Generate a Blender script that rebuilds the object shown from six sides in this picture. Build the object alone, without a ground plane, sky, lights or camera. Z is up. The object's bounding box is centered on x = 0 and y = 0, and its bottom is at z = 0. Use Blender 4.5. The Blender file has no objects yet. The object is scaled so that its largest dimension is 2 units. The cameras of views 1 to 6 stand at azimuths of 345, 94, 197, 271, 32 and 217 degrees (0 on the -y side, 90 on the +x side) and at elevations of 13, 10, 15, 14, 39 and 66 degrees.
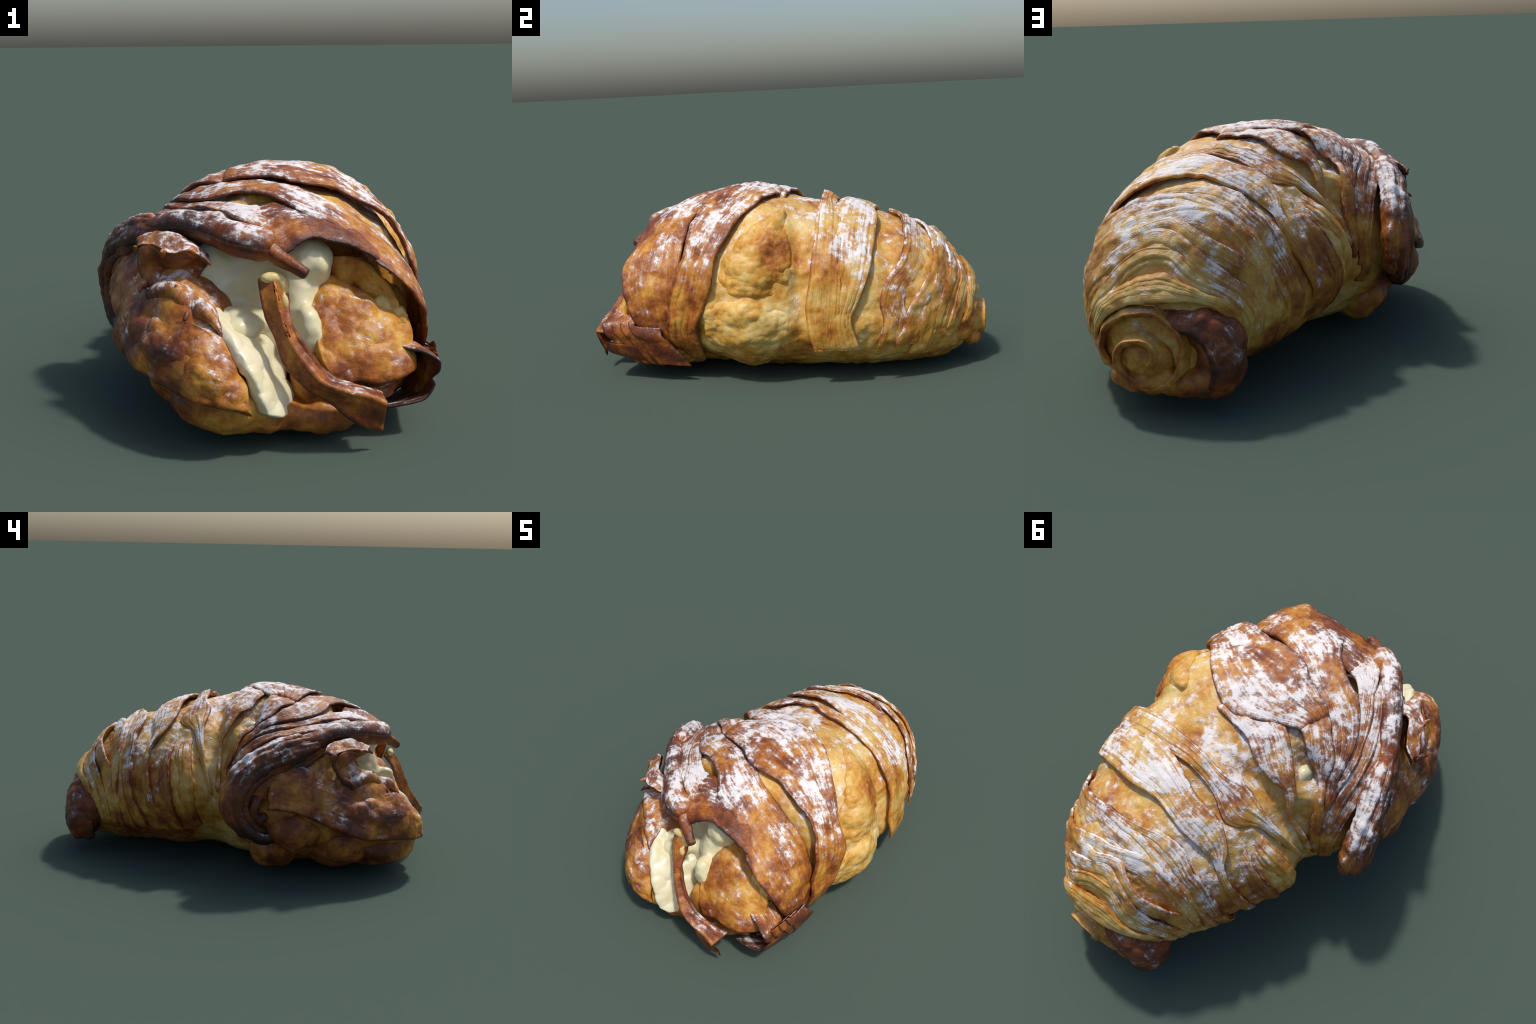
import bpy, math
import numpy as np
from mathutils import Vector

# ------------------------------------------------------------------ noise
_rng = np.random.RandomState(7)
_perm = _rng.permutation(256)
_perm = np.concatenate([_perm, _perm, _perm])
_grad = _rng.normal(size=(256, 3))
_grad /= np.linalg.norm(_grad, axis=1)[:, None]


def noise3(p):
    """gradient noise, roughly -0.7..0.7"""
    p = np.asarray(p, float)
    i = np.floor(p).astype(int)
    f = p - i
    i &= 255
    w = f * f * f * (f * (f * 6 - 15) + 10)
    out = 0
    for dx in (0, 1):
        for dy in (0, 1):
            for dz in (0, 1):
                h = _perm[_perm[_perm[(i[..., 0] + dx) & 255] + ((i[..., 1] + dy) & 255)] + ((i[..., 2] + dz) & 255)]
                g = _grad[h]
                d = (g * (f - np.array([dx, dy, dz]))).sum(-1)
                out = out + d * (w[..., 0] if dx else 1 - w[..., 0]) * (w[..., 1] if dy else 1 - w[..., 1]) * (w[..., 2] if dz else 1 - w[..., 2])
    return out


def fbm(p, octaves=3):
    p = np.asarray(p, float)
    s, a = 0, 1.0
    for _ in range(octaves):
        s = s + a * noise3(p)
        p = p * 2.03 + 11.7
        a *= 0.5
    return s


def noise1(t, seed):
    t = np.asarray(t, float)
    return noise3(np.stack([t, np.full_like(t, seed * 3.71 + .3), np.full_like(t, seed * 1.37 + .6)], -1))


def sm(a, b, x):
    t = np.clip((x - a) / (b - a), 0, 1)
    return t * t * (3 - 2 * t)


# ------------------------------------------------------------------ splines
def hermite(x, xs, ys):
    """smooth monotone-ish interpolation of ys (n, k) at knots xs"""
    xs, ys, x = np.asarray(xs, float), np.asarray(ys, float), np.asarray(x, float)
    if ys.ndim == 1:
        return hermite(x, xs, ys[:, None])[..., 0]
    h = np.diff(xs)[:, None]
    d = np.diff(ys, axis=0) / h
    m = np.zeros_like(ys)
    m[1:-1] = (d[:-1] * h[1:] + d[1:] * h[:-1]) / (h[1:] + h[:-1])
    m[0], m[-1] = d[0], d[-1]
    k = np.clip(np.searchsorted(xs, x, side='right') - 1, 0, len(xs) - 2)
    hh = h[k]
    t = ((x - xs[k])[..., None]) / hh
    t = np.clip(t, 0, 1)
    return ((2 * t**3 - 3 * t**2 + 1) * ys[k] + (t**3 - 2 * t**2 + t) * hh * m[k]
            + (-2 * t**3 + 3 * t**2) * ys[k + 1] + (t**3 - t**2) * hh * m[k + 1])


def path(pts, t):
    pts = np.asarray(pts, float)
    L = np.concatenate([[0], np.cumsum(np.linalg.norm(np.diff(pts[:, :3], axis=0), axis=1) + 1e-6)])
    return hermite(np.asarray(t) * L[-1], L, pts)


# ------------------------------------------------------------------ the pastry's underlying form
# stations along y: y, left x, right x, bottom z, top z, height of widest point, sideways lean
STATIONS = np.array([
    (-0.820, -.33, .385, .10, .56, .34, .05), (-0.72, -.43, .425, .07, .665, .36, .05),
    (-0.60, -.53, .468, .03, .752, .37, .04), (-0.45, -.57, .508, .018, .815, .37, .04), (-0.30, -.59, .55, .008, .845, .36, .05),
    (-0.12, -.57, .595, .004, .865, .36, .06), (0.03, -.49, .595, .01, .845, .36, .14), (0.15, -.40, .59, .022, .82, .36, .2),
    (0.30, -.395, .58, .014, .79, .35, .2), (0.45, -.362, .556, .014, .745, .35, .2), (0.60, -.295, .522, .018, .695, .33, .19),
    (0.75, -.20, .447, .03, .612, .31, .16), (0.87, -.13, .340, .055, .478, .28, .10), (0.945, -.09, .262, .09, .375, .24, .06),
    (0.975, .0, .215, .13, .305, .22, 0), (0.982, .09, .15, .20, .235, .22, 0)])
# soft swellings of the exposed dough: angle, y, angular size, y size, height
SWELLINGS = [(52, -.05, 22, .14, .04), (30, -.17, 16, .10, .03), (-8, -.19, 20, .12, .03), (8, .075, 30, .04, -.035), (9, -.10, 9, .09, -.022), (2, -.36, 26, .05, .025), 
             (166, .31, 22, .09, .06), (130, .47, 10, .03, -.015), (116, .13, 14, .045, -.035), (124, -.05, 11, .045, -.06),
             (150, .12, 16, .06, -.02), (28, .49, 20, .04, -.01), (-2, -.02, 18, .05, -.01), (125, -.30, 22, .15, -.012)]


def form(theta, y):
    """point on the underlying form; theta in degrees: 0 = +x, 90 = top, 180 = -x"""
    theta, y = np.broadcast_arrays(np.asarray(theta, float), np.asarray(y, float))
    yc = np.clip(y, STATIONS[0, 0], STATIONS[-1, 0])
    s5 = hermite(yc, STATIONS[:, 0], STATIONS[:, 1:])
    xl, xr, zb, zt, zw, lean = np.moveaxis(s5, -1, 0)
    xc, a = (xl + xr) / 2, (xr - xl) / 2
    th = np.radians(theta)
    c, s = np.cos(th), np.sin(th)
    k = sm(-.25, .25, s)
    b = np.where(s > 0, zt - zw, zw - zb)
    n = (2.05 + .07 * c) * (1 - k) + (2.0 + .14 * c) * k
    r = 1 / ((np.abs(c / a))**n + (np.abs(s / b))**n)**(1 / n)
    for t0, y0, dt, dy, h in SWELLINGS:
        d = (theta - t0 + 180) % 360 - 180
        r = r + h * np.exp(-(d / dt)**2 - ((y - y0) / dy)**2)
    return np.stack([xc + r * c - lean * np.minimum(r * s, 0), y, zw + r * s], -1)


def form_normal(theta, y):
    e, f = 1.0, 0.006
    du = form(theta + e, y) - form(theta - e, y)
    dv = form(theta, np.clip(y + f, -.798, .980)) - form(theta, np.clip(y - f, -.798, .980))
    n = np.cross(dv, du)
    n = -n if False else n
    n /= np.linalg.norm(n, axis=-1)[..., None] + 1e-9
    c = form(theta, y) - np.stack([np.full_like(y, .05), y * .9, np.full_like(y, .33)], -1)
    sgn = np.sign((n * c).sum(-1))[..., None]
    return n * np.where(sgn == 0, 1, sgn)


# ------------------------------------------------------------------ scene helpers
root = bpy.data.objects.new("cream_pastry", None)
bpy.context.scene.collection.objects.link(root)
root["label"] = "curved flaky layered pastry with cream filling and powdered sugar"
root["category"] = "pastry"
root.empty_display_size = .2


def add_mesh(name, verts, faces, uv=None, mat=None, parent=None, smooth=True, **props):
    me = bpy.data.meshes.new(name)
    verts = np.asarray(verts, np.float32)
    faces = np.asarray(faces, np.int32)
    me.vertices.add(len(verts))
    me.vertices.foreach_set("co", verts.ravel())
    me.loops.add(faces.size)
    me.loops.foreach_set("vertex_index", faces.ravel())
    me.polygons.add(len(faces))
    me.polygons.foreach_set("loop_start", np.arange(0, faces.size, faces.shape[1], dtype=np.int32))
    me.update(calc_edges=True)
    me.validate()
    if uv is not None and len(me.loops) == faces.size:
        lay = me.uv_layers.new(name="strip")
        lay.data.foreach_set("uv", np.asarray(uv, np.float32)[faces.ravel()].ravel())
    me.polygons.foreach_set("use_smooth", np.full(len(me.polygons), smooth))
    ob = bpy.data.objects.new(name, me)
    bpy.context.scene.collection.objects.link(ob)
    ob.parent = parent or root
    if mat:
        me.materials.append(mat)
    for k, v in props.items():
        ob[k] = v
    return ob


def loop_grid(P, U=None):
    """P (n, m, 3): n rings of m points closed in m, ends capped by collapsing; returns verts, quads"""
    n, m = P.shape[:2]
    i, j = np.meshgrid(np.arange(n - 1), np.arange(m), indexing='ij')
    a = i * m + j
    b = i * m + (j + 1) % m
    f = np.stack([a, b, b + m, a + m], -1).reshape(-1, 4)
    return P.reshape(-1, 3), f


def solid_sheet(C, N, th, across=None):
    """turns a centre surface C (n, m, 3) with normals N and thickness th into a closed, round-edged slab"""
    n, m = C.shape[:2]
    w = np.linspace(0, 1, m) if across is None else across
    prof = np.clip(1 - np.abs(2 * w - 1)**14, 0, 1)**.5
    tt = np.linspace(0, 1, n)
    prof2 = np.clip(1 - np.abs(2 * tt - 1)**60, 0, 1)**.5
    h = .5 * (th * prof[None] * prof2[:, None])[..., None]
    top, bot = C + N * h, C - N * h
    ring = np.concatenate([top, bot[:, ::-1][:, 1:-1]], 1)
    u = np.concatenate([w, w[::-1][1:-1]])
    uv = np.stack(np.broadcast_arrays(tt[:, None], u[None]), -1).reshape(-1, 2)
    v, f = loop_grid(ring)
    k = ring.shape[1]
    # end caps as strips
    caps = []
    for r in (0, n - 1):
        for j in range(m - 1):
            a0, a1 = r * k + j, r * k + j + 1
            b0 = r * k + (k - j) % k if j > 0 else r * k
            b1 = r * k + (k - (j + 1)) if (j + 1) < m - 1 else r * k + m - 1
            q = [a0, a1, b1, b0]
            caps.append(q if r else q[::-1])
    good = [q for q in caps if len(set(q)) == 4]
    return v, np.concatenate([f, np.array(good)]), uv


def surf_normals(C):
    du = np.gradient(C, axis=0)
    dv = np.gradient(C, axis=1)
    n = np.cross(du, dv)
    return n / (np.linalg.norm(n, axis=-1)[..., None] + 1e-9)


count = [0]
LIFT = .62            # how far the layers stand off the form


def strip(front, back, th=.016, lines=5, line_h=.0035, wav=.008, crown=.006, nt=190, nw=44, name="pastry_layer",
          brown=.45, sugar=.5, mat=None, rough=.004, curl=.0, flare=0, pleat=1., crumple=.012):
    """a ribbon of dough laid on the form between two edges, each a list of (angle, y, lift)"""
    count[0] += 1
    sd = count[0]
    F, B = np.array(front, float), np.array(back, float)
    t = np.linspace(0, 1, nt)
    w = .5 - .5 * np.cos(np.pi * np.linspace(0, 1, nw))
    w = .55 * w + .45 * np.linspace(0, 1, nw)

    def edge(E):
        th0 = E[0, 0] + (E[-1, 0] - E[0, 0]) * t
        k = hermite(th0, E[:, 0], E[:, 1:])
        return th0, k[:, 0], k[:, 1]
    ft, fy, fl = edge(F)
    bt, by, bl = edge(B)
    fy = fy + wav * (noise1(t * 9, sd) + .5 * noise1(t * 23, sd + .5))
    fl = fl + .5 * wav * noise1(t * 7, sd + .2) + .35 * wav * noise1(t * 19, sd + .9)
    by = by + wav * .7 * noise1(t * 8, sd + 40)
    W = w[None]
    T = np.broadcast_to(t[:, None], (nt, nw))
    theta = ft[:, None] * (1 - W) + bt[:, None] * W
    y = fy[:, None] * (1 - W) + by[:, None] * W
    ends = ((1 if flare else sm(0, .05, t)) * sm(0, .05, 1 - t))[:, None]
    lift = LIFT * (pleat * fl[:, None] * (1 - W) + bl[:, None] * W)
    ww = W + .03 * noise1(T * 3 + 7, sd + .1) + .02 * noise1(T * 11, sd + .3)
    ph = (ww + .35 * np.sin(ww * 5 + sd) / max(lines, 1)) * lines
    saw = ph - np.floor(ph)
    prof = np.minimum(saw / .8, (1 - saw) / .2)
    amp = .55 + .9 * noise3(np.stack([T * 5, np.floor(ph) * 1.7 + 0 * T, np.full_like(T, sd * .37)], -1))
    h = lift + crown * np.sin(np.pi * W) + line_h * (prof - .5) * np.clip(amp, .1, 1.4) * (1 if lines else 0)
    h = h + curl * np.exp(-W / .12)
    if pleat > 1:
        h = h * (.6 + .4 * sm(20, 80, theta))
    h = (h - .007) * ends - .022 * (1 - ends) + flare * np.exp(-T / .06)
    yc = np.clip(y, -.797, .979)
    C = form(theta, yc)
    n = form_normal(theta, yc)
    C = C + n * h[..., None]
    cr = .5 - np.abs(fbm(C * 7 + sd * 3, 2)) * 1.6
    C = C + n * (ends * (rough * fbm(C * 9 + sd, 3) + crumple * cr + .35 * crumple * np.abs(fbm(C * 19 + sd, 2))) + .35 * rough * noise3(C * 40 + sd))[..., None]
    N = surf_normals(C)
    N = N * np.sign((N * n).sum(-1))[..., None]
    v, f, uv = solid_sheet(C, N, th, w)
    v[:, 2] = np.maximum(v[:, 2], .002)
    return add_mesh(name, v, f, uv, mat or M_PASTRY, browning=brown, sugar=sugar)


def catmull_grid(G, nu, nv):
    G = np.asarray(G, float)
    a, b = G.shape[:2]
    u = np.linspace(0, a - 1, nu)
    v = np.linspace(0, b - 1, nv)
    A = hermite(u, np.arange(a), G.reshape(a, -1)).reshape(nu, b, 3)
    A = np.swapaxes(A, 0, 1)
    Bv = hermite(v, np.arange(b), A.reshape(b, -1)).reshape(nv, nu, 3)
    return np.swapaxes(Bv, 0, 1)


def sheet(G, th=.016, nu=120, nv=50, rough=.004, wav=.0, lines=0, line_h=.003, name="pastry_flap", brown=.6, sugar=.4, mat=None):
    """a free sheet of dough through a small grid of control points"""
    count[0] += 1
    sd = count[0]
    C = catmull_grid(G, nu, nv)
    N = surf_normals(C)
    w = np.linspace(0, 1, nv)
    d = rough * fbm(C * 9 + sd, 3) + .3 * rough * noise3(C * 40 + sd) + wav * noise3(C * 16 + sd)
    if lines:
        ph = w[None] * lines + .2 * noise3(C * 6 + sd)
        saw = ph - np.floor(ph)
        d = d + line_h * np.minimum(saw / .8, (1 - saw) / .2)
    C = C + N * d[..., None]
    v, f, uv = solid_sheet(C, surf_normals(C), th, w)
    v[:, 2] = np.maximum(v[:, 2], .002)
    return add_mesh(name, v, f, uv, mat or M_FLAP, browning=brown, sugar=sugar)


def tube(pts, radii, flat=1.0, up=(0, 0, 1), n=120, m=36, rough=.006, name="rolled_edge", brown=.7, sugar=.4, mat=None, lines=0, line_h=.004, twist=0):
    """a rolled piece: a round section swept along a path; flat squeezes it along the up direction"""
    count[0] += 1
    sd = count[0]
    t = np.linspace(0, 1, n)
    P = path(pts, t)
    r = hermite(t, np.linspace(0, 1, len(radii)), np.array(radii, float))
    T = np.gradient(P, axis=0)
    T /= np.linalg.norm(T, axis=1)[:, None]
    A = np.cross(T, np.array(up, float))
    A /= np.linalg.norm(A, axis=1)[:, None]
    Bn = np.cross(A, T)
    an = np.linspace(0, 2 * np.pi, m, endpoint=False)
    cap = np.sqrt(np.clip(1 - np.abs(2 * t - 1)**26, 0, 1))
    rr = (r * cap)[:, None] * np.ones(m)[None]
    if lines:
        ph = an[None] / (2 * np.pi) * lines + .3 * noise1(t * 4, sd)[:, None]
        saw = ph - np.floor(ph)
        rr = rr + cap[:, None] * line_h * np.minimum(saw / .75, (1 - saw) / .25)
    aa = an[None] + twist * t[:, None]
    Q = P[:, None] + rr[..., None] * (np.cos(aa)[..., None] * A[:, None] + flat * np.sin(aa)[..., None] * Bn[:, None])
    R = Q - P[:, None]
    R = R / (np.linalg.norm(R, axis=-1)[..., None] + 1e-6)
    Q = Q + R * (cap[:, None] * (rough * fbm(Q * 12 + sd, 3)))[..., None]
    v, f = loop_grid(Q)
    uv = np.stack(np.broadcast_arrays(t[:, None], (an / (2 * np.pi))[None]), -1).reshape(-1, 2)
    v[:, 2] = np.maximum(v[:, 2], .002)
    return add_mesh(name, v, f, uv, mat or M_FLAP, browning=brown, sugar=sugar)


def lump(name, balls, voxel=.011, smooth=10, disp=((5, .02), (14, .008), (40, .002)), mat=None, brown=.5, sugar=.4, ridge=None, seed=0):
    """soft union of ellipsoids (centre, radii), displaced with noise"""
    import bmesh
    bm = bmesh.new()
    for c, r in balls:
        ret = bmesh.ops.create_icosphere(bm, subdivisions=4, radius=1)
        for vv in ret['verts']:
            vv.co = Vector((c[0] + vv.co.x * r[0], c[1] + vv.co.y * r[1], c[2] + vv.co.z * r[2]))
    me = bpy.data.meshes.new("tmp")
    bm.to_mesh(me)
    bm.free()
    ob = bpy.data.objects.new("tmp", me)
    bpy.context.scene.collection.objects.link(ob)
    m = ob.modifiers.new("r", 'REMESH')
    m.mode = 'VOXEL'
    m.voxel_size = voxel
    s = ob.modifiers.new("s", 'SMOOTH')
    s.factor, s.iterations = .5, smooth
    dg = bpy.context.evaluated_depsgraph_get()
    me2 = bpy.data.meshes.new_from_object(ob.evaluated_get(dg))
    bpy.data.objects.remove(ob)
    bpy.data.meshes.remove(me)
    nv = len(me2.vertices)
    co = np.empty(nv * 3, np.float32)
    me2.vertices.foreach_get("co", co)
    no = np.empty(nv * 3, np.float32)
    me2.vertices.foreach_get("normal", no)
    co, no = co.reshape(-1, 3).astype(float), no.reshape(-1, 3)
    d = np.zeros(nv)
    for fr, am in disp:
        d += am * fbm(co * fr + seed, 2)
    if ridge:
        d += ridge(co)
    co = co + no * d[:, None]
    co[:, 2] = np.maximum(co[:, 2], .002)
    me2.vertices.foreach_set("co", co.astype(np.float32).ravel())
    me2.update()
    me2.name = name
    me2.polygons.foreach_set("use_smooth", np.ones(len(me2.polygons), bool))
    o = bpy.data.objects.new(name, me2)
    bpy.context.scene.collection.objects.link(o)
    o.parent = root
    me2.materials.clear()
    me2.materials.append(mat or M_PASTRY)
    o["browning"], o["sugar"] = brown, sugar
    return o


# ------------------------------------------------------------------ materials
class G:
    """small helper to write node graphs"""

    def __init__(self, name):
        self.m = bpy.data.materials.new(name)
        self.m.use_nodes = True
        self.t = self.m.node_tree
        self.bsdf = self.t.nodes["Principled BSDF"]

    def n(self, kind, **kw):
        nd = self.t.nodes.new(kind)
        for k, v in kw.items():
            setattr(nd, k, v)
        return nd

    def set(self, sock, v):
        if isinstance(v, bpy.types.NodeSocket):
            self.t.links.new(v, sock)
        else:
            sock.default_value = v

    def math(self, op, a, b=0., c=None, clamp=False):
        nd = self.n("ShaderNodeMath", operation=op, use_clamp=clamp)
        self.set(nd.inputs[0], a)
        self.set(nd.inputs[1], b)
        if c is not None:
            self.set(nd.inputs[2], c)
        return nd.outputs[0]

    def add(self, *a):
        s = a[0]
        for x in a[1:]:
            s = self.math('ADD', s, x)
        return s

    def mul(self, a, b):
        return self.math('MULTIPLY', a, b)

    def mulsub(self, a, k, o):
        return self.math('MULTIPLY_ADD', a, k, o)

    def noise(self, vec, scale, detail=3, rough=.55, dist=0.):
        nd = self.n("ShaderNodeTexNoise")
        self.set(nd.inputs["Vector"], vec)
        nd.inputs["Scale"].default_value = scale
        nd.inputs["Detail"].default_value = detail
        nd.inputs["Roughness"].default_value = rough
        nd.inputs["Distortion"].default_value = dist
        return nd.outputs["Fac"]

    def smooth(self, x, a, b, lo=0., hi=1.):
        nd = self.n("ShaderNodeMapRange", interpolation_type='SMOOTHSTEP')
        self.set(nd.inputs[0], x)
        for i, v in enumerate((a, b, lo, hi)):
            self.set(nd.inputs[i + 1], v)
        return nd.outputs[0]

    def mix(self, f, a, b):
        nd = self.n("ShaderNodeMix", data_type='RGBA')
        self.set(nd.inputs[0], f)
        self.set(nd.inputs[6], a)
        self.set(nd.inputs[7], b)
        return nd.outputs[2]

    def ramp(self, x, stops):
        nd = self.n("ShaderNodeValToRGB")
        cr = nd.color_ramp
        while len(cr.elements) < len(stops):
            cr.elements.new(.5)
        for e, (p, c) in zip(cr.elements, stops):
            e.position = p
            e.color = (*c, 1)
        self.set(nd.inputs[0], x)
        return nd.outputs[0]

    def mapping(self, vec, scale, loc=(0, 0, 0)):
        nd = self.n("ShaderNodeMapping")
        self.set(nd.inputs[0], vec)
        nd.inputs["Scale"].default_value = scale
        nd.inputs["Location"].default_value = loc
        return nd.outputs[0]

    def blob(self, pos, c, r):
        """1 inside a soft ball at c"""
        nd = self.n("ShaderNodeVectorMath", operation='DISTANCE')
        self.set(nd.inputs[0], pos)
        nd.inputs[1].default_value = c
        return self.smooth(nd.outputs["Value"], r, r * .35)


CRUST = [(0.0, (.74, .58, .26)), (.18, (.68, .43, .12)), (.36, (.57, .27, .04)), (.54, (.38, .125, .02)),
         (.72, (.19, .047, .014)), (1.0, (.05, .020, .013))]


def crust_material(name, strip_uv=True, grain=1.):
    g = G(name)
    tc = g.n("ShaderNodeTexCoord")
    pos, uv = tc.outputs["Object"], tc.outputs["UV"]
    br = g.n("ShaderNodeAttribute", attribute_type='OBJECT', attribute_name="browning").outputs["Fac"]
    su = g.n("ShaderNodeAttribute", attribute_type='OBJECT', attribute_name="sugar").outputs["Fac"]
    n1 = g.noise(pos, 4.2, 3)
    n2 = g.noise(pos, 13, 5, .6)
    n3 = g.noise(pos, 55, 4, .6)
    bake = g.add(br, g.mulsub(n1, 1.0, -.5), g.mulsub(n2, .8, -.4), g.mulsub(n3, .3, -.15))
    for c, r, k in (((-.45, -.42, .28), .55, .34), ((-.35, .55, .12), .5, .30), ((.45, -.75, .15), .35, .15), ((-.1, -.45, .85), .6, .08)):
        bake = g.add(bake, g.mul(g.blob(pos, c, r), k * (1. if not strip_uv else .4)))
    streak = None
    if strip_uv:
        sep = g.n("ShaderNodeSeparateXYZ")
        g.set(sep.inputs[0], uv)
        w = sep.outputs[1]
        edge = g.add(g.smooth(w, .10, .0), g.mul(g.smooth(w, .93, 1.), .7))
        streak = g.noise(g.mapping(uv, (5, 46, 1)), 1., 3, .6)
        bake = g.add(bake, g.mul(edge, .24), g.mulsub(streak, .34 * grain, -.17 * grain))
    col = g.ramp(bake, CRUST)
    # powdered sugar lies on what faces up, in drifts and speckles
    geo = g.n("ShaderNodeNewGeometry")
    sz = g.n("ShaderNodeSeparateXYZ")
    g.set(sz.inputs[0], geo.outputs["Normal"])
    up = sz.outputs[2]
    drift = g.noise(g.mapping(pos, (1, 1, .6)), 6.5, 4, .6, .4)
    speck = g.noise(pos, 75, 3, .7)
    patch = g.noise(pos, 24, 4, .62, .3)
    s = g.add(g.mul(su, .62), g.mul(up, .36), g.mulsub(drift, 1.35, -.675), g.mulsub(patch, 1.1, -.55), g.mulsub(speck, .45, -.225))
    if streak is not None:
        s = g.add(s, g.mulsub(g.noise(g.mapping(uv, (4, 15, 1)), 1., 2), .7, -.35))
    mask = g.math('MAXIMUM', g.mul(g.smooth(s, .52, .82), .95), g.mul(g.smooth(s, .36, .8), .26))
    colf = g.mix(mask, col, (.80, .765, .76, 1))
    g.set(g.bsdf.inputs["Base Color"], colf)
    g.set(g.bsdf.inputs["Roughness"], g.mulsub(mask, .42, .42))
    g.bsdf.inputs["Specular IOR Level"].default_value = .32
    bh = g.add(g.mul(n3, .35), g.mul(mask, .5), g.mul(g.noise(pos, 130, 3), .18), g.mul(n2, .5))
    if streak is not None:
        bh = g.add(bh, g.mul(streak, .5 * grain))
    b = g.n("ShaderNodeBump")
    b.inputs["Strength"].default_value = .45
    b.inputs["Distance"].default_value = .012
    g.set(b.inputs["Height"], bh)
    g.set(g.bsdf.inputs["Normal"], b.outputs[0])
    return g.m


def cream_material():
    g = G("cream")
    pos = g.n("ShaderNodeTexCoord").outputs["Object"]
    n1, n2 = g.noise(pos, 7, 3), g.noise(pos, 26, 4)
    c = g.ramp(g.add(g.mul(n1, .7), g.mul(n2, .3)), [(.3, (.80, .74, .56)), (.55, (.74, .68, .44)), (.75, (.70, .58, .26))])
    g.set(g.bsdf.inputs["Base Color"], c)
    g.bsdf.inputs["Roughness"].default_value = .3
    g.bsdf.inputs["Subsurface Weight"].default_value = .25
    g.bsdf.inputs["Subsurface Radius"].default_value = (.03, .02, .01)
    b = g.n("ShaderNodeBump")
    b.inputs["Strength"].default_value = .15
    b.inputs["Distance"].default_value = .01
    g.set(b.inputs["Height"], n2)
    g.set(g.bsdf.inputs["Normal"], b.outputs[0])
    return g.m


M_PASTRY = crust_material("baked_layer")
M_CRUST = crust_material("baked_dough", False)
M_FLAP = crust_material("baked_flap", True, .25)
M_CREAM = cream_material()

# ------------------------------------------------------------------ core
ny, nth = 420, 360
sy = np.linspace(0, 1, ny)
yy = STATIONS[0, 0] + (STATIONS[-1, 0] - STATIONS[0, 0]) * (.5 - .5 * np.cos(np.pi * sy))
TH, YY = np.meshgrid(np.linspace(0, 360, nth, endpoint=False), yy)
def core_form(th, y):
    """the core: like the form, but pulled back behind the filling in front and behind the coil at the tail"""
    q = np.clip((y + .42) / -.40, 0, 1)
    p = np.clip((y - .86) / .122, 0, 1)
    y2 = np.where(y < -.42, -.42 - .08 * np.sin(q * np.pi / 2), np.where(y > .86, .86 + .06 * np.sin(p * np.pi / 2), y))
    k = (np.cos(q * np.pi / 2) * np.cos(p * np.pi / 2)**.7)[..., None]
    Q = form(th, y2)
    cx = np.where(y > 0, .10, -.02)
    c = np.stack([cx, y2, np.where(y > 0, .23, .36)], -1)
    return c + (Q - c) * k


P = core_form(TH, YY)
TH = TH.T
P = np.swapaxes(P, 0, 1)
Pn = form_normal(TH, YY.T)
puff = .014 * (.5 - 1.6 * np.abs(fbm(P * 4.5 + 2, 2))) + .016 * fbm(P * 5.0, 2) + .011 * np.abs(fbm(P * 12 + 4, 2)) + .004 * fbm(P * 34, 2)
P = P + Pn * (puff - .004)[..., None]
P[..., 2] = np.maximum(P[..., 2], 0)
v, f = loop_grid(np.swapaxes(P, 0, 1)[:, ::-1])
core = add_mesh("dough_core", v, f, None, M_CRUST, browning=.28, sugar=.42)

# ------------------------------------------------------------------ layers over the tail half
def shifted(front, dy, lift, dth=0):
    return [(a + dth, y + dy, lift) for a, y, *_ in front]


A_f = [(-20, .14, .04), (-13, .128, .04), (0, .118, .04), (17, .132, .045), (35, .148, .045), (54, .162, .045), (72, .178, .045), (86, .19, .05), (92, .195, .085), (97, .2, .06),
       (104, .205, .06), (116, .192, .065), (128, .203, .06), (141, .22, .05), (152, .215, .04), (166, .18, .03), (180, .14, .01)]
A_b = [(-20, .26, .03), (-13, .25, .03), (0, .26, .035), (35, .28, .04), (60, .28, .04), (90, .27, .035), (105, .29, .02), (123, .34, .015),
       (136, .26, .015), (144, .245, .015), (163, .20, .01), (180, .15, .0)]
strip(A_f, A_b, brown=.36, sugar=.5, lines=5, line_h=.005, flare=.022)
B_f = [(-20, .21, .03), (-13, .2, .03), (0, .2, .03), (30, .22, .04), (60, .24, .045), (78, .27, .05), (99, .333, .05), (121, .36, .052),
       (131, .40, .05), (142, .47, .045), (160, .48, .04), (170, .469, .03), (190, .42, .01)]
B_b = [(-20, .35, .02), (-13, .33, .02), (-5, .313, .02), (8, .357, .035), (22, .402, .045), (33, .422, .045), (53, .444, .045), (64, .456, .045),
       (81, .45, .04), (97, .468, .04), (107, .482, .035), (119, .482, .03), (132, .475, .02), (142, .50, .01), (160, .52, .005), (190, .47, 0)]
strip(B_f, B_b, brown=.34, sugar=.6, lines=6, line_h=.005, flare=.022)
Q_f = [(126, .25, -.05), (138, .265, -.005), (150, .27, .022), (165, .26, .025), (180, .24, .015), (200, .20, .0)]
strip(Q_f, shifted(Q_f, .09, -.03), brown=.45, sugar=.4, lines=3, line_h=.008, nt=110)
Q_f = [(128, .34, -.05), (140, .355, -.005), (152, .37, .018), (168, .365, .02), (182, .34, .012), (202, .29, .0)]
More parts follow.
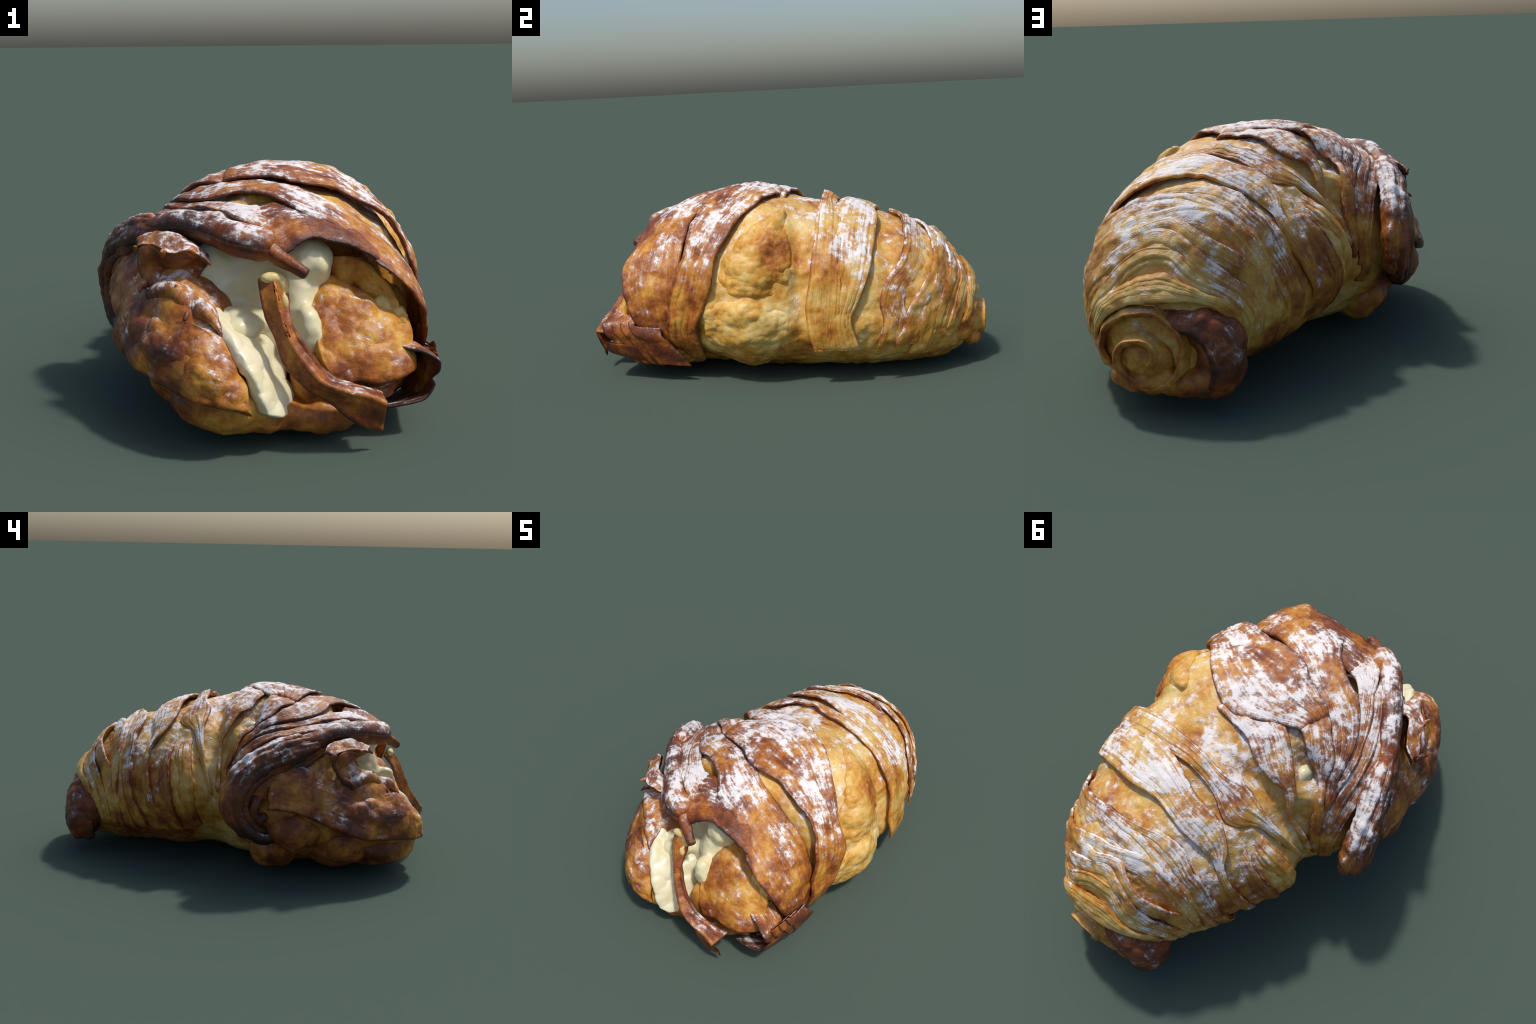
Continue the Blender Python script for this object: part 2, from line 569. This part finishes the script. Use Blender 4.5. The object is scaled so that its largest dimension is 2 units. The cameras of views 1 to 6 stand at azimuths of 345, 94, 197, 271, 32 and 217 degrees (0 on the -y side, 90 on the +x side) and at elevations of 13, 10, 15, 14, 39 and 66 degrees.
strip(Q_f, shifted(Q_f, .09, -.03), brown=.42, sugar=.4, lines=3, line_h=.008, nt=110)
C_f = [(55, .57, .01), (75, .575, .025), (90, .555, .03), (107, .524, .035), (118, .524, .042), (128, .549, .045), (139, .552, .04),
       (153, .57, .03), (169, .567, .022), (205, .47, .01)]
strip(C_f, [(55, .62, 0), (95, .61, .01), (121, .63, .01), (150, .64, .005), (205, .56, 0)], pleat=1.5, brown=.42, sugar=0.62)
D_f = [(-19, .43, .035), (-14, .44, .035), (-6, .458, .03), (3, .444, .035), (15, .464, .035), (26, .525, .035), (44, .567, .035), (63, .577, .035),
       (78, .585, .035), (95, .588, .03), (111, .60, .03), (121, .612, .03), (141, .612, .025), (152, .622, .02), (212, .54, .008)]
strip(D_f, shifted(D_f, .12, -.022), pleat=1.5, brown=.36, sugar=0.57, lines=3, line_h=.007, flare=.022)
E_f = [(-22, .51, .02), (-18, .515, .02), (-12, .539, .02), (2, .574, .03), (15, .636, .03), (33, .69, .03), (57, .70, .03), (70, .69, .03),
       (83, .685, .03), (95, .657, .028), (108, .63, .032), (121, .63, .034), (137, .635, .03), (150, .64, .025), (170, .65, .015), (214, .60, .008)]
strip(E_f, shifted(E_f, .11, -.022), pleat=1.5, brown=.33, sugar=0.62, lines=3, flare=.022)
F_f = [(-30, .57, .01), (-24, .59, .012), (5, .65, .025), (25, .70, .03), (45, .715, .03), (60, .73, .03), (73, .734, .028), (86, .714, .028),
       (95, .71, .03), (104, .73, .045), (117, .745, .052), (130, .735, .05), (142, .715, .04), (152, .69, .025), (170, .68, .012), (214, .65, .008)]
strip(F_f, shifted(F_f, .10, -.022), pleat=1.5, brown=.31, sugar=0.62, lines=3, line_h=.007, flare=.022)
G_f = [(-24, .67, .01), (5, .72, .02), (30, .77, .026), (46, .782, .028), (66, .775, .028), (90, .748, .03), (105, .765, .04),
       (118, .785, .04), (130, .788, .035), (145, .776, .03), (160, .745, .02), (175, .72, .01), (212, .69, .008)]
strip(G_f, shifted(G_f, .09, -.022), pleat=1.5, brown=.31, sugar=0.57, lines=3, line_h=.007)
H_f = [(-24, .74, .01), (5, .80, .02), (20, .825, .026), (37, .838, .028), (60, .82, .028), (80, .803, .028), (100, .803, .03),
       (115, .82, .032), (130, .825, .03), (145, .81, .024), (160, .785, .018), (178, .75, .01), (210, .73, .006)]
strip(H_f, shifted(H_f, .07, -.022), pleat=1.5, brown=.27, sugar=0.50, lines=3, line_h=.007)
I_f = [(-20, .83, .01), (5, .86, .02), (20, .868, .026), (50, .878, .03), (77, .868, .03), (95, .862, .03), (117, .87, .03),
       (141, .865, .026), (161, .82, .018), (178, .79, .01)]
I_b = [(-20, .87, .01), (10, .893, .02), (32, .918, .015), (59, .928, .018), (96, .928, .018), (127, .908, .012), (140, .89, .015),
       (165, .85, .0), (178, .83, 0)]
strip(I_f, I_b, brown=.26, sugar=.25, lines=4, th=.02)

PUFF = dict(th=.02, lines=0, rough=.012, crumple=.02, wav=.02, nt=120, nw=60, name="dough_puff", mat=M_CRUST)
strip([(8, -.27, -.03), (16, -.30, -.02), (23, -.30, -.02), (30, -.25, -.02), (36, -.185, -.02), (44, -.10, -.02), (54, -.01, -.03)],
      [(6, -.16, -.03), (7, -.09, -.02), (12, .0, -.02), (20, .045, -.02), (31, .05, -.02), (40, .035, -.02), (54, .03, -.03)], crown=.03, brown=.38, sugar=.22, **PUFF)
strip([(-42, -.22, -.03), (-27, -.32, -.02), (-16, -.375, -.02), (-6, -.38, -.02), (3, -.34, -.02), (7, -.25, -.03)],
      [(-42, -.10, -.03), (-31, -.05, -.02), (-20, .01, -.02), (-10, .03, -.02), (-1, .02, -.02), (5, -.08, -.03)], crown=.03, brown=.26, sugar=.12, **PUFF)

# ------------------------------------------------------------------ layers over the head half
L_f = [(82, -.18, .02), (100, -.1, .03), (110, -.055, .035), (115, -.019, .04), (123, .025, .045), (129, .043, .045), (135, .069, .04),
       (142, .1, .035), (153, .108, .03), (175, .12, .01)]
L_b = [(70, .01, .02), (77, .02, .03), (86, .03, .035), (96, .042, .038), (103, .066, .04), (112, .082, .042), (121, .082, .042),
       (126, .075, .042), (134, .095, .035), (141, .118, .03), (155, .13, .02), (175, .14, .005)]
strip(L_f, L_b, brown=.46, sugar=.55, lines=2)
M_f = [(100, -.27, .03), (114, -.225, .05), (118, -.18, .058), (125, -.147, .06), (129, -.12, .06), (133, -.085, .055),
       (140, -.01, .05), (150, .03, .04), (161, .072, .03), (178, .1, .01)]
M_b = [(96, -.13, .02), (108, -.119, .04), (115, -.094, .045), (121, -.084, .045), (127, -.078, .05), (131, -.065, .05),
       (136, -.01, .04), (145, .045, .03), (155, .08, .02), (178, .12, 0)]
strip(M_f, M_b, brown=.5, sugar=.45, lines=2)
N_f = [(-30, -.59, .04), (-22, -.635, .04), (-14, -.685, .04), (-8, -.72, .045), (0, -.75, .05), (12, -.768, .055), (24, -.776, .055), (40, -.749, .05), (53, -.705, .042), (67, -.643, .05),
       (78, -.612, .052), (84, -.592, .055), (90, -.53, .055), (97, -.48, .055), (106, -.43, .055), (113, -.405, .055), (120, -.35, .05), (126, -.27, .05),
       (131, -.17, .045), (138, -.08, .04), (146, 0, .03), (160, .06, .02), (178, .09, .0)]
N_b = [(-30, -.45, 0), (4, -.5, -.015), (37, -.48, -.015), (67, -.42, .0), (90, -.3, .015), (106, -.24, .02), (113, -.2, .025), (126, -.12, .025),
       (140, 0, .02), (160, .09, .01), (178, .11, 0)]
strip(N_f, N_b, brown=.59, sugar=.42, lines=3, line_h=.008, nt=280, wav=.02, flare=.022)
K_f = [(-32, -.51, .03), (-18, -.549, .04), (-8, -.556, .05), (0, -.552, .04), (8, -.53, .045), (15, -.50, .055), (26, -.464, .08), (37, -.437, .08),
       (49, -.418, .07), (60, -.40, .065), (73, -.395, .06), (84, -.37, .06), (90, -.33, .06), (99, -.291, .06), (106, -.267, .06), (115, -.225, .05)]
K_b = [(-32, -.38, .02), (-6, -.389, .03), (5, -.356, .02), (13, -.326, .05), (27, -.291, .045), (33, -.257, .045), (43, -.2, .045), (53, -.127, .04),
       (63, -.068, .035), (73, -.02, .035), (80, 0, .035), (90, -.03, .045), (100, -.08, .045), (112, -.14, .035)]
strip(K_f, K_b, brown=.55, sugar=.46, lines=4, line_h=.008, nt=240, wav=.02, th=.018, flare=.012)
P_f = [(98, -.68, .02), (108, -.63, .045), (114, -.58, .05), (118, -.50, .05), (124, -.41, .045), (132, -.264, .04), (137, -.134, .04),
       (144, -.03, .036), (154, .05, .028), (163, .09, .018), (180, .1, 0)]
P_b = [(98, -.5, .0), (108, -.47, .01), (118, -.36, .01), (126, -.24, .01), (134, -.1, .01), (144, .03, .01), (158, .09, .01), (180, .12, 0)]
strip(P_f, P_b, brown=.62, sugar=.5, lines=3)
S_f = [(118, -.60, .02), (126, -.48, .045), (133, -.36, .048), (138, -.25, .046), (142, -.15, .044), (149, -.05, .038), (158, .02, .03), (168, .065, .02), (184, .07, .0)]
strip(S_f, [(112, -.5, 0), (124, -.38, .01), (132, -.22, .01), (142, -.03, .01), (158, .06, .01), (184, .10, 0)], brown=.52, sugar=.55, lines=3)
S2_f = [(128, -.50, .02), (134, -.42, .04), (140, -.31, .05), (145, -.20, .052), (150, -.11, .05), (158, -.02, .045), (168, .03, .035), (178, .045, .02), (192, .03, 0)]
strip(S2_f, [(124, -.42, 0), (136, -.27, .015), (145, -.1, .015), (158, .03, .01), (192, .08, 0)], brown=.52, sugar=.55, lines=4)
O_f = [(30, -.70, .01), (44, -.729, .035), (50, -.722, .045), (59, -.714, .05), (71, -.704, .055), (83, -.697, .055), (95, -.714, .05), (106, -.719, .04), (114, -.66, .02)]
strip(O_f, [(28, -.6, .0), (60, -.58, .01), (90, -.5, .01), (114, -.5, .0)], brown=.68, sugar=.25, lines=0, name="pastry_lip")

# ------------------------------------------------------------------ rolled pieces
tube([(-.49, -.24, .695), (-.46, -.32, .705), (-.388, -.43, .73), (-.30, -.55, .728), (-.216, -.65, .705), (-.16, -.69, .695), (-.115, -.715, .685)],
     [.03, .04, .05, .052, .056, .062, .055], name="rolled_tube", brown=.72, sugar=.4)
tube([(-.15, -.70, .69), (-.105, -.735, .655), (-.06, -.775, .628), (-.022, -.803, .603)], [.03, .03, .026, .024], name="pastry_finger", brown=.72, sugar=.35, n=60)
rim = np.array([(-.455, -.37, .695), (-.495, -.27, .672), (-.53, -.184, .645), (-.57, -.07, .59), (-.595, .01, .50), (-.60, .035, .43), (-.595, .015, .345),
                (-.575, -.04, .27), (-.55, -.11, .235), (-.51, -.185, .225)])
rim = path(rim, np.linspace(0, 1, 12))
rt = np.gradient(rim, axis=0)
perp = np.stack([0 * rt[:, 0], rt[:, 2], -rt[:, 1]], -1)
perp /= np.linalg.norm(perp, axis=1)[:, None]
perp *= np.sign((perp * (rim - np.array((-.5, -.3, .4)))).sum(1))[:, None]      # away from the mouth
for k, (off, dx, r, br, su) in enumerate(((-.034, -.002, .026, .80, .25), (-.006, -.012, .030, .92, .42), (.022, .0, .030, .82, .6), (.048, .025, .028, .66, .68))):
    a, b = ((1, 11), (0, 12), (0, 10), (1, 9))[k]
    pth = (rim + perp * off + np.array((dx, 0, 0)))[a:b]
    tube(pth, [r * .6, r, r, r * 1.05, r, r * .9, r * .5], name="rolled_edge", brown=br, sugar=su, up=(1, 0, 0), lines=3, line_h=.01, rough=.016, flat=1.25)
tube([(-.57, -.10, .47), (-.595, -.06, .42), (-.59, -.05, .37), (-.575, -.08, .34), (-.565, -.12, .36)], [.02, .024, .026, .024, .016], name="rolled_edge", brown=.8, sugar=.2, up=(1, 0, 0), n=60, rough=.014)
sheet([[(-.44, -.42, .66), (-.46, -.36, .68), (-.47, -.30, .69)], [(-.50, -.33, .60), (-.52, -.26, .63), (-.53, -.2, .65)], [(-.545, -.22, .52), (-.57, -.15, .55), (-.58, -.08, .58)], [(-.57, -.15, .42), (-.60, -.09, .45), (-.61, -.02, .48)]],
      th=.014, wav=.012, nu=70, nv=40, name="inner_layer", brown=.7, sugar=.15, lines=4)

# ------------------------------------------------------------------ front: lobe, ball, cream
W3 = ((5, .022), (13, .012), (30, .004))
wr = lambda am, fr, sd: (lambda co: am * (.45 - np.abs(fbm(co * fr + sd, 2)) * 1.5))
lump("dough_lobe", [((-.38, -.38, .38), (.20, .36, .22)), ((-.36, -.68, .29), (.16, .18, .15)), ((-.30, -.50, .26), (.22, .30, .16))], mat=M_CRUST, brown=.34, sugar=.3, seed=3, disp=((6, .012), (16, .006)))
sheet([[(-.55, -.13, .55), (-.60, -.12, .47), (-.61, -.12, .40)], [(-.52, -.25, .59), (-.585, -.25, .49), (-.615, -.25, .385)], [(-.50, -.37, .56), (-.57, -.38, .46), (-.615, -.38, .335)],
       [(-.50, -.47, .50), (-.572, -.485, .42), (-.61, -.485, .29)], [(-.50, -.56, .46), (-.555, -.60, .37), (-.585, -.59, .25)], [(-.455, -.67, .45), (-.495, -.722, .35), (-.515, -.722, .23)],
       [(-.385, -.76, .435), (-.418, -.84, .33), (-.412, -.86, .205)], [(-.335, -.79, .395), (-.325, -.88, .29), (-.31, -.905, .185)], [(-.29, -.80, .33), (-.265, -.87, .23), (-.25, -.885, .15)]],
      th=.034, nu=150, nv=80, wav=.012, rough=.014, name="dough_cheek", brown=.56, sugar=.34)
lump("dough_bulge", [((-.515, -.25, .285), (.115, .15, .115)), ((-.38, -.16, .155), (.13, .13, .12))], mat=M_CRUST, brown=.36, sugar=.25, seed=9, disp=W3, ridge=wr(.012, 8, 5))
lump("dough_bulge", [((-.37, -.47, .20), (.16, .17, .15))], mat=M_CRUST, brown=.33, sugar=.12, seed=19, disp=W3, ridge=wr(.01, 8, 7))
lump("dough_bulge", [((-.27, -.68, .16), (.20, .20, .125)), ((-.17, -.735, .115), (.14, .135, .065)), ((.05, -.655, .10), (.23, .22, .095))], mat=M_CRUST, brown=.46, sugar=.12, seed=29, disp=W3, ridge=wr(.012, 7, 9))
lump("dough_heart", [((.18, -.56, .34), (.21, .20, .18)), ((.18, -.54, .16), (.26, .24, .12)), ((.32, -.62, .40), (.09, .08, .10))], mat=M_CRUST, brown=.34, sugar=.12, seed=5, disp=W3, ridge=wr(.025, 9, 3))
sheet([[(.02, -.69, .46), (.01, -.765, .39), (.01, -.815, .325), (.032, -.85, .26), (.067, -.86, .205)],
       [(.10, -.62, .545), (.105, -.71, .48), (.085, -.77, .40), (.103, -.83, .32), (.138, -.865, .225)],
       [(.199, -.64, .51), (.203, -.745, .45), (.215, -.805, .375), (.218, -.85, .30), (.228, -.885, .215)],
       [(.275, -.68, .45), (.30, -.76, .40), (.315, -.805, .34), (.325, -.84, .285), (.333, -.865, .232)], [(.36, -.70, .45), (.375, -.75, .38), (.375, -.78, .32), (.37, -.80, .27), (.365, -.81, .23)]],
      th=.03, nu=100, nv=90, wav=.016, rough=.012, name="dough_fold", brown=.46, sugar=.2)
sheet([[(.05, -.80, .235), (.13, -.85, .20), (.22, -.86, .19), (.30, -.84, .20)], [(.06, -.78, .17), (.14, -.82, .15), (.22, -.83, .14), (.30, -.80, .15)]], th=.02, nu=40, nv=60, wav=.01, name="dough_fold", brown=.5, sugar=.1)
lump("cream_filling", [((-.14, -.49, .46), (.30, .09, .26)), ((.04, -.60, .605), (.095, .11, .095)), ((-.01, -.62, .46), (.08, .09, .13)), ((.0, -.74, .38), (.055, .07, .11)), ((-.24, -.62, .40), (.12, .12, .06)),
                       ((-.06, -.59, .34), (.10, .10, .12))], mat=M_CREAM, disp=((6, .024), (14, .014)), smooth=12)

sheet([[(.100, -.60, .615), (.189, -.65, .622), (.253, -.69, .59), (.314, -.72, .515), (.356, -.74, .425), (.37, -.76, .331)],
       [(.125, -.62, .544), (.198, -.65, .547), (.259, -.68, .511), (.304, -.71, .454), (.335, -.735, .388), (.344, -.755, .315)],
       [(.14, -.58, .475), (.205, -.60, .46), (.25, -.63, .43), (.28, -.67, .39), (.30, -.70, .335), (.32, -.72, .28)]], th=.03, nu=60, nv=90, wav=.022, rough=.016, name="inner_layer", brown=.4, sugar=.2)
lump("torn_crust", [((.345, -.73, .40), (.035, .03, .05)), ((.315, -.735, .345), (.04, .03, .035)), ((.29, -.705, .44), (.03, .03, .035))], mat=M_CRUST, brown=.2, sugar=.0, seed=41, voxel=.007, smooth=4, disp=((12, .02), (30, .01)))

sheet([[(-.345, -.64, .47), (-.27, -.62, .44), (-.20, -.58, .43), (-.12, -.56, .42)],
       [(-.335, -.735, .44), (-.265, -.70, .405), (-.18, -.64, .37), (-.11, -.60, .35)],
       [(-.305, -.81, .395), (-.235, -.785, .345), (-.155, -.72, .30), (-.10, -.65, .27)],
       [(-.265, -.865, .31), (-.205, -.84, .265), (-.135, -.775, .23), (-.08, -.70, .20)],
       [(-.23, -.89, .215), (-.175, -.87, .185), (-.115, -.81, .17), (-.07, -.73, .15)],
       [(-.21, -.89, .16), (-.155, -.87, .13), (-.10, -.81, .12), (-.06, -.74, .12)]], th=.05, nu=90, nv=60, wav=.02, rough=.012, name="cream_spill", mat=M_CREAM)
lump("dough_heart", [((.0, -.76, .20), (.07, .09, .12))], mat=M_CRUST, brown=.46, sugar=.05, seed=61, disp=W3)

# tongue: an angled strip, ridge in the middle
tl = [(-.175, -.715, .58), (-.178, -.755, .53), (-.168, -.785, .455), (-.142, -.815, .388), (-.122, -.845, .31), (-.07, -.885, .245), (.032, -.915, .169), (.101, -.945, .112), (.208, -.946, .062)]
tm = [(-.13, -.745, .60), (-.13, -.80, .535), (-.12, -.835, .455), (-.095, -.865, .38), (-.055, -.905, .315), (-.01, -.94, .266), (.061, -.965, .238), (.145, -.975, .213), (.20, -.988, .185)]
tr = [(-.085, -.73, .58), (-.078, -.77, .52), (-.083, -.82, .45), (-.05, -.86, .385), (-.005, -.885, .315), (.05, -.90, .265), (.094, -.905, .245), (.16, -.90, .215), (.222, -.885, .185)]
near = lambda a, b, k: tuple(np.array(a) * (1 - k) + np.array(b) * k + np.array((0, .012, -.004)) * (1 - k))
sheet([[a, near(a, b, .45), near(a, b, .88), b, near(c, b, .85), near(c, b, .4), c] for a, b, c in zip(tl, tm, tr)], th=.018, nv=70, name="pastry_tongue", brown=.6, sugar=.25, rough=.01, wav=.006)
for base, tip, r in (((-.44, -.615, .535), (-.445, -.64, .56), .018), ((-.475, -.57, .66), (-.488, -.60, .668), .015), ((-.55, -.43, .65), (-.562, -.445, .658), .015),
                     ((-.34, -.60, .64), (-.322, -.645, .62), .015), ((-.54, -.50, .53), (-.56, -.53, .515), .014), ((-.41, -.68, .47), (-.432, -.715, .452), .016)):
    mid = tuple(np.array(base) * .5 + np.array(tip) * .5 + np.array((0, 0, .004)))
    tube([tuple(2 * np.array(base) - np.array(mid)), base, mid, tip], [r * 1.2, r, r * .6, .004], n=40, m=20, name="pastry_spike", brown=.6, sugar=.4, up=(.2, .3, 1))

# ruffled flap: two shelves with a hollow wall between them
sheet([[(-.545, -.38, .655), (-.49, -.41, .70), (-.416, -.518, .707), (-.36, -.525, .675), (-.312, -.55, .625)],
       [(-.54, -.40, .66), (-.495, -.45, .685), (-.44, -.54, .688), (-.37, -.57, .677), (-.325, -.57, .643)],
       [(-.548, -.43, .65), (-.505, -.50, .672), (-.46, -.585, .655), (-.39, -.615, .668), (-.315, -.58, .616)]], th=.02, nu=60, nv=80, wav=.024, name="ruffled_flap", brown=.58, sugar=.55)
sheet([[(-.548, -.43, .65), (-.505, -.50, .672), (-.46, -.585, .655), (-.39, -.615, .668), (-.315, -.58, .616)],
       [(-.55, -.43, .59), (-.51, -.48, .60), (-.44, -.47, .585), (-.371, -.53, .597), (-.323, -.55, .59)],
       [(-.535, -.48, .52), (-.50, -.51, .53), (-.45, -.50, .54), (-.396, -.54, .555), (-.355, -.57, .545)]], th=.02, nu=60, nv=80, wav=.024, name="ruffled_flap", brown=.64, sugar=.2)
sheet([[(-.53, -.47, .508), (-.492, -.50, .522), (-.44, -.52, .533), (-.391, -.55, .54), (-.357, -.60, .507), (-.32, -.66, .47)],
       [(-.534, -.515, .50), (-.50, -.56, .52), (-.441, -.63, .545), (-.40, -.66, .512), (-.36, -.72, .49), (-.315, -.77, .43)],
       [(-.52, -.52, .46), (-.49, -.57, .45), (-.452, -.63, .44), (-.415, -.69, .455), (-.36, -.745, .45), (-.31, -.79, .39)]], th=.022, nu=60, nv=90, wav=.02, name="ruffled_flap", brown=.58, sugar=.5)

# scroll at the lower front corner: overlapping layers swept down and back, cupped open to the front
for k in range(4):
    q = k * .017
    edge = [(.30, -.82, .325), (.38, -.87, .312), (.43, -.893, .285), (.437, -.885, .245), (.43, -.85, .205), (.42, -.80, .14), (.405, -.757, .085)]
    rows = []
    for (x, y, z), g in list(zip(edge, (0, .4, .9, 1, 1, 1, 1)))[2 if k else 0:]:
        y1 = y + .046 * k
        rows.append([(x + q * g, y1, z + q * .5 * (z > .2)), (x + q * g + .004 * g, y1 + .05, z), (x + q * g + .008 * g, y1 + .10, z - .004), (x + q * g + .012, y1 + .16, z - .008)])
    sheet(rows, th=.014, nu=80, nv=40, name="pastry_scroll", brown=.66, sugar=.34, rough=.005, wav=.004)
sheet([[(.425, -.885, .20), (.45, -.76, .19), (.48, -.60, .16)], [(.395, -.88, .145), (.42, -.76, .12), (.45, -.60, .09)], [(.31, -.875, .128), (.34, -.76, .09), (.38, -.6, .05)], [(.23, -.85, .118), (.26, -.75, .08), (.30, -.6, .03)]],
      th=.014, nu=60, nv=40, name="pastry_scroll", brown=.78, sugar=.1)

# tail end: a browned folded lobe and the wound-up tip
inner = [(.06, .93, .33), (.0, .95, .31), (-.05, .955, .30), (-.09, .96, .26), (-.11, .96, .21), (-.11, .955, .16), (-.09, .95, .12), (-.05, .95, .095)]
outer = [(.05, .91, .385), (-.03, .925, .365), (-.10, .94, .365), (-.16, .94, .32), (-.20, .925, .25), (-.212, .915, .17), (-.19, .91, .115), (-.12, .92, .085)]
under = [(.04, .86, .40), (-.04, .86, .38), (-.11, .85, .36), (-.17, .84, .31), (-.20, .83, .24), (-.205, .82, .16), (-.17, .82, .09), (-.11, .85, .06)]
sheet([[a, np.array(b) + (.032, -.02, 0), np.array(c) + (.035, -.015, 0)] for a, b, c in zip(inner, outer, under)], th=.034, nu=90, nv=60, wav=.016, rough=.012, name="tail_lobe", brown=.72, sugar=.34)
lump("tail_lobe", [((-.10, .845, .225), (.10, .09, .125)), ((-.02, .89, .12), (.17, .06, .06)), ((-.05, .87, .30), (.08, .07, .08))], mat=M_CRUST, brown=.66, sugar=.05, seed=21, disp=W3, ridge=wr(.012, 8, 2))
rows = []
for k in range(37):                                   # the wound tip: one sheet coiling inward
    ph = math.radians(-25 + 17 * k)
    q = k / 36
    r = .212 - .178 * q**.9
    cx, cz, yr = .135 + .005 * q, .215, .938 + .055 * math.sin(q * 1.5) - .045 * max(0, 1 - k / 6)
    wob = (1 + .06 * math.sin(5.3 * q * 6)) * (1 - .16 * max(0, 1 - k / 6))
    rows.append([(cx + r * wob * 1.0 * math.cos(ph), yr, cz + r * wob * .88 * math.sin(ph)), (cx + r * 1.03 * math.cos(ph), yr - .03, cz + r * .92 * math.sin(ph)),
                 (cx + r * 1.12 * math.cos(ph), yr - .10, cz + r * .98 * math.sin(ph))])
sheet(rows, th=.022, nu=260, nv=26, wav=.012, rough=.008, name="tail_coil", brown=.3, sugar=.16)
lump("tail_tip", [((.14, .93, .205), (.10, .05, .085)), ((.12, .91, .12), (.17, .06, .05))], mat=M_CRUST, brown=.5, sugar=.02, seed=31, ridge=wr(.014, 22, 4))
lump("cream_drop", [((-.24, -.03, .705), (.035, .055, .05))], mat=M_CREAM, disp=((9, .01),), voxel=.006, smooth=4)
lump("tongue_tip", [((-.132, -.748, .588), (.042, .022, .022)), ((-.095, -.757, .555), (.022, .02, .04)), ((-.10, -.79, .51), (.016, .016, .03))], mat=M_CRUST, brown=.02, sugar=.0, seed=51, disp=((9, .008),), voxel=.006, smooth=5)
